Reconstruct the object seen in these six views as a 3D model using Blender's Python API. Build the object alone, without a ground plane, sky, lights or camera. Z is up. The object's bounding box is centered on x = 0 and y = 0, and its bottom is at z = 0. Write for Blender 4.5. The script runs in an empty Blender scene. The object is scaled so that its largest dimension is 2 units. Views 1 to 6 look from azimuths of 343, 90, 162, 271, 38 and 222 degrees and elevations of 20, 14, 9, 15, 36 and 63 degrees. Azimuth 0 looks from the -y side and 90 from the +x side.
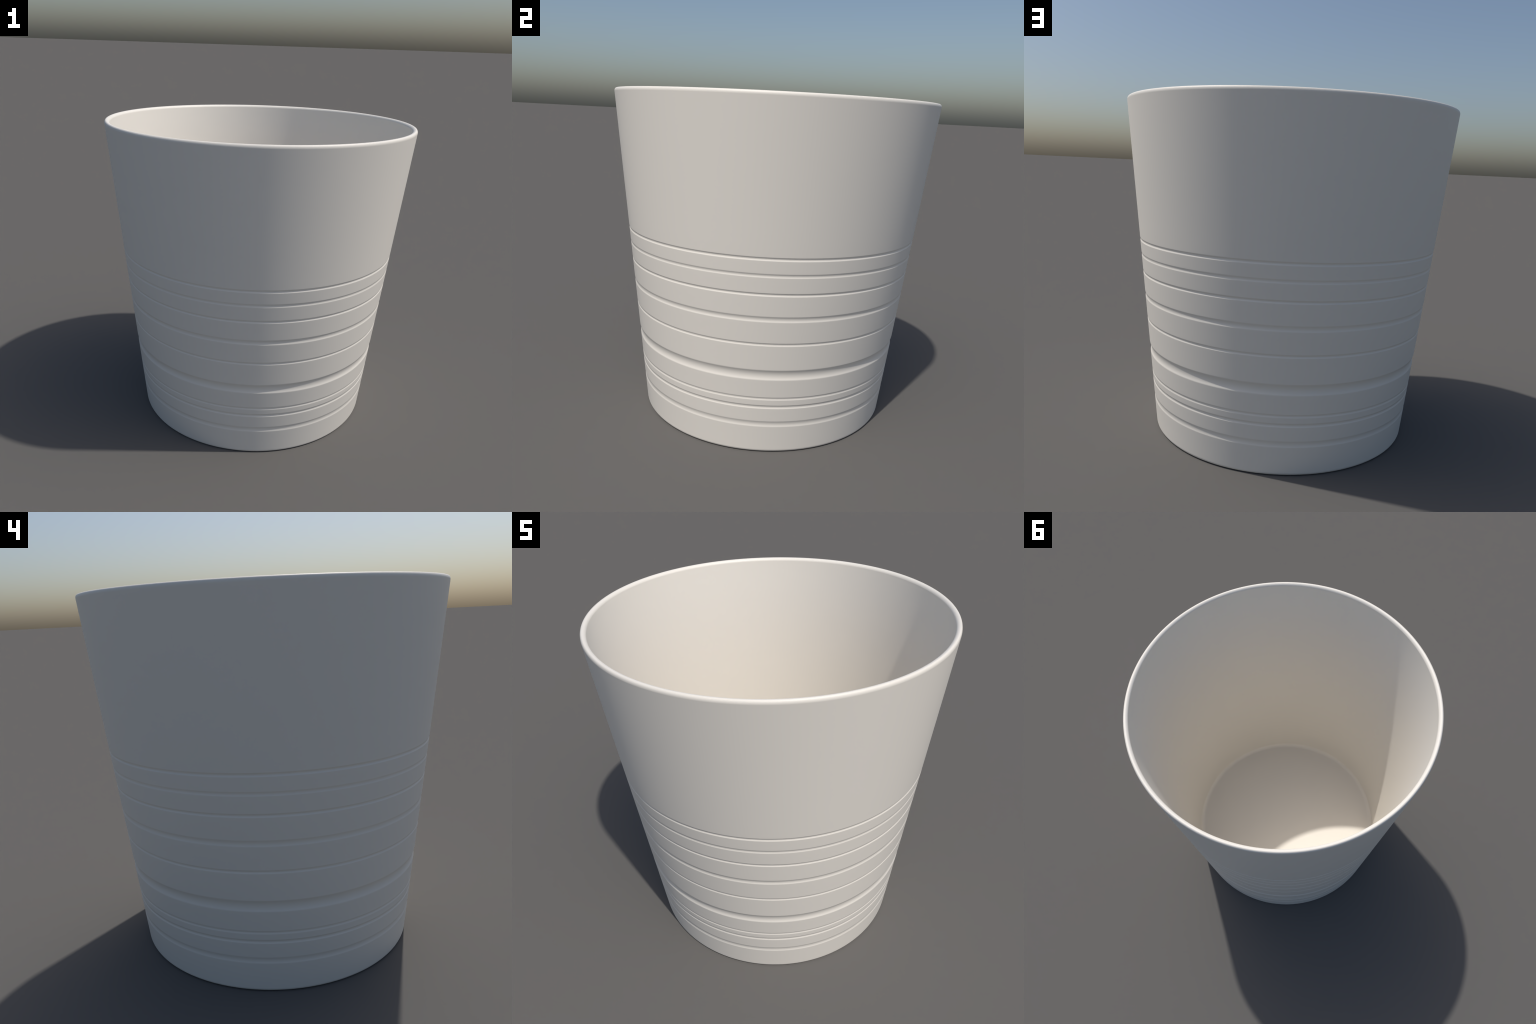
"""Plain white plant pot: a tapered, thin-walled vessel of revolution with a
rounded lip, a flat floor and nine turned grooves round its lower half."""
import bpy
import math
from mathutils import Vector

# ------------------------------------------------------------------ sizes (m)
HEIGHT = 2.0
FOOT_RADIUS = 0.7983          # outer radius of the straight flank, taken to z = 0
TAPER = 0.09975               # growth of the radius per metre of height
WALL_FOOT = 0.0167            # horizontal wall thickness at z = 0 ...
WALL_RIM = 0.0312             # ... and at the rim: the wall thickens upwards
FLOOR_Z = 0.023               # top of the floor inside
# rounded edges, as (horizontal reach, vertical reach) of a quarter ellipse
LIP_OUTER = (0.0136, 0.020)
LIP_INNER = (WALL_RIM - LIP_OUTER[0], 0.018)
FOOT_EDGE = (0.0120, 0.0165)
FLOOR_EDGE = (0.032, 0.028)
SEGMENTS = 384

# turned grooves: (middle z, half height, flank angle in degrees)
GROOVES = [
    (1.1758, 0.0089, 40.0),
    (1.0849, 0.0102, 28.0),
    (0.9792, 0.0085, 40.0),
    (0.8383, 0.0157, 25.0),
    (0.6894, 0.0086, 36.0),
    (0.5025, 0.0302, 25.0),
    (0.3530, 0.0087, 30.5),
    (0.2993, 0.0105, 32.5),
    (0.1878, 0.0178, 20.0),
]


def edge_blend(half):
    """Half width over which the edges of a groove are eased."""
    return 0.0022 + 0.07 * half


TILT = math.atan(TAPER)
INNER_FOOT = FOOT_RADIUS - WALL_FOOT
INNER_TAPER = TAPER - (WALL_RIM - WALL_FOOT) / HEIGHT
INNER_TILT = math.atan(INNER_TAPER)


def outer_radius(z):
    return FOOT_RADIUS + TAPER * z


# ------------------------------------------------------------------- profile
def cut_depth(s, half, angle):
    """Depth of a circular-arc groove at distance s from its middle."""
    if abs(s) >= half:
        return 0.0
    radius = half / math.sin(angle)
    return math.sqrt(radius * radius - s * s) - radius * math.cos(angle)


def eased_depth(s, half, angle):
    """The same, averaged over a short window so that the edges are eased."""
    taps = 16
    blend = edge_blend(half)
    total = 0.0
    for i in range(taps + 1):
        t = -1.0 + 2.0 * i / taps
        weight = 0.5 if i in (0, taps) else 1.0
        total += weight * cut_depth(s + t * blend, half, angle)
    return total / taps


def wall_points():
    """Outer flank from the foot up to the lip: (r, z, normal_r, normal_z)."""
    foot_top = FOOT_EDGE[1]
    lip_bottom = HEIGHT - LIP_OUTER[1]
    stations = [foot_top]
    for mid, half, _ in reversed(GROOVES):
        reach = half + edge_blend(half) * 1.05
        count = 44
        stations += [mid - reach + 2.0 * reach * i / count for i in range(count + 1)]
    z = 1.26
    while z < lip_bottom - 0.03:
        stations.append(z)
        z += 0.12
    stations.append(lip_bottom)

    def radius(z):
        r = outer_radius(z)
        for mid, half, angle in GROOVES:
            if abs(z - mid) < half + 2.0 * edge_blend(half):
                r -= eased_depth(z - mid, half, math.radians(angle))
        return r

    points = []
    for z in stations:
        e = 2e-4
        slope = (radius(z + e) - radius(z - e)) / (2 * e)
        n = math.hypot(1.0, slope)
        points.append((radius(z), z, 1.0 / n, -slope / n))
    points[0] = points[0][:2] + (math.cos(TILT), -math.sin(TILT))
    points[-1] = points[-1][:2] + (math.cos(TILT), -math.sin(TILT))
    return points


def inner_radius(z):
    return INNER_FOOT + INNER_TAPER * z


def rounded_edge(radius, taper, flat_z, reach, side, up, count):
    """Quarter ellipse easing a slanted wall into a level face at flat_z.

    side: +1 the level face lies inward of the wall, -1 outward.
    up:   +1 the level face tops the wall, -1 it closes the wall below.
    Runs from the wall to the level face; the normals point away from the
    solid, which lies under a top (up = +1) and above an underside.
    """
    a, b = reach
    out = []
    for i in range(count + 1):
        t = 0.5 * math.pi * i / count
        z = flat_z - up * b * (1.0 - math.sin(t))
        r = radius(z) - side * a * (1.0 - math.cos(t))
        dz = up * b * math.cos(t)
        dr = taper * dz - side * a * math.sin(t)
        n = math.hypot(dr, dz)
        out.append((r, z, dz / n, -dr / n))
    return out


def turned(points):
    """The same points with their normals on the other side."""
    return [(r, z, -nr, -nz) for r, z, nr, nz in points]


def build_profile():
    """Whole section, from the middle of the underside, up, over and down to
    the middle of the floor.  Returns the points and the named borders."""
    prof = []
    # underside, then the rounded foot
    foot = turned(rounded_edge(outer_radius, TAPER, 0.0, FOOT_EDGE, 1, -1, 14))[::-1]
    for i in range(9):
        prof.append((foot[0][0] * (0.02 + 0.98 * i / 9), 0.0, 0.0, -1.0))
    prof += foot
    base_end = len(prof) - 1
    # outer flank with its grooves
    prof += wall_points()[1:]
    rim_start = len(prof) - 1
    # lip: over the outer edge and down the inner one
    prof += rounded_edge(outer_radius, TAPER, HEIGHT, LIP_OUTER, 1, 1, 20)[1:]
    prof += turned(rounded_edge(inner_radius, INNER_TAPER, HEIGHT, LIP_INNER, -1, 1, 20))[::-1][1:]
    rim_end = len(prof) - 1
    # inner wall down to the eased floor edge
    fillet = rounded_edge(inner_radius, INNER_TAPER, FLOOR_Z, FLOOR_EDGE, 1, -1, 14)
    r0, z0 = prof[-1][0], prof[-1][1]
    r1, z1 = fillet[0][0], fillet[0][1]
    for i in range(1, 16):
        t = i / 16
        prof.append((r0 + (r1 - r0) * t, z0 + (z1 - z0) * t,
                     -math.cos(INNER_TILT), math.sin(INNER_TILT)))
    floor_start = len(prof)
    prof += fillet
    for i in range(1, 10):
        prof.append((fillet[-1][0] * (1.0 - 0.98 * i / 9), FLOOR_Z, 0.0, 1.0))
    return prof, base_end, rim_start, rim_end, floor_start


# ------------------------------------------------------------------ material
def glazed_white():
    mat = bpy.data.materials.new("matt_white_ceramic")
    mat.use_nodes = True
    nodes, links = mat.node_tree.nodes, mat.node_tree.links
    bsdf = nodes["Principled BSDF"]
    coords = nodes.new("ShaderNodeTexCoord")
    grain = nodes.new("ShaderNodeTexNoise")
    grain.inputs["Scale"].default_value = 6.0
    grain.inputs["Detail"].default_value = 3.0
    ramp = nodes.new("ShaderNodeValToRGB")
    ramp.color_ramp.elements[0].position = 0.3
    ramp.color_ramp.elements[1].position = 0.7
    ramp.color_ramp.elements[0].color = (*[c * 0.9995 for c in BASE_COLOUR], 1.0)
    ramp.color_ramp.elements[1].color = (*[c * 1.0005 for c in BASE_COLOUR], 1.0)
    links.new(coords.outputs["Object"], grain.inputs["Vector"])
    links.new(grain.outputs["Fac"], ramp.inputs["Fac"])
    links.new(ramp.outputs["Color"], bsdf.inputs["Base Color"])
    bsdf.inputs["Roughness"].default_value = ROUGHNESS
    return mat


BASE_COLOUR = (0.801, 0.760, 0.687)
ROUGHNESS = 0.5


# ---------------------------------------------------------------------- mesh
def ring_strip(name, section, material, parent, cap=None):
    """Surface of revolution of one stretch of the section."""
    verts, normals, faces = [], [], []
    for r, z, nr, nz in section:
        for k in range(SEGMENTS):
            a = 2.0 * math.pi * k / SEGMENTS
            c, s = math.cos(a), math.sin(a)
            verts.append((r * c, r * s, z))
            normals.append((nr * c, nr * s, nz))
    for i in range(len(section) - 1):
        for k in range(SEGMENTS):
            j = (k + 1) % SEGMENTS
            faces.append((i * SEGMENTS + k, i * SEGMENTS + j,
                          (i + 1) * SEGMENTS + j, (i + 1) * SEGMENTS + k))
    if cap in ("both", "first"):
        middle = len(verts)
        verts.append((0, 0, section[0][1]))
        normals.append((0, 0, section[0][3]))
        for k in range(SEGMENTS):
            faces.append((middle, (k + 1) % SEGMENTS, k))
    if cap in ("both", "last"):
        middle = len(verts)
        verts.append((0, 0, section[-1][1]))
        normals.append((0, 0, section[-1][3]))
        off = (len(section) - 1) * SEGMENTS
        for k in range(SEGMENTS):
            faces.append((middle, off + k, off + (k + 1) % SEGMENTS))
    return verts, normals, faces


def make_part(name, pieces, material, parent):
    verts, normals, faces = [], [], []
    for section, cap in pieces:
        v, n, f = ring_strip(name, section, material, parent, cap)
        off = len(verts)
        verts += v
        normals += n
        faces += [tuple(off + i for i in face) for face in f]
    mesh = bpy.data.meshes.new(name)
    mesh.from_pydata(verts, [], faces)
    mesh.update()
    for poly in mesh.polygons:
        poly.use_smooth = True
    mesh.normals_split_custom_set_from_vertices([Vector(n).normalized() for n in normals])
    mesh.materials.append(material)
    obj = bpy.data.objects.new(name, mesh)
    bpy.context.scene.collection.objects.link(obj)
    obj.parent = parent
    return obj


def main():
    pot = bpy.data.objects.new("plant_pot", None)
    pot.empty_display_size = 0.3
    bpy.context.scene.collection.objects.link(pot)
    pot["label"] = "plain matt white tapered plant pot with turned grooves"
    pot["category"] = "plant pot"

    material = glazed_white()
    prof, base_end, rim_start, rim_end, floor_start = build_profile()
    make_part("base", [(prof[:base_end + 1], "first"), (prof[floor_start:], "last")], material, pot)
    make_part("wall", [(prof[base_end:rim_start + 1], None),
                       (prof[rim_end:floor_start + 1], None)], material, pot)
    make_part("rim", [(prof[rim_start:rim_end + 1], None)], material, pot)


main()
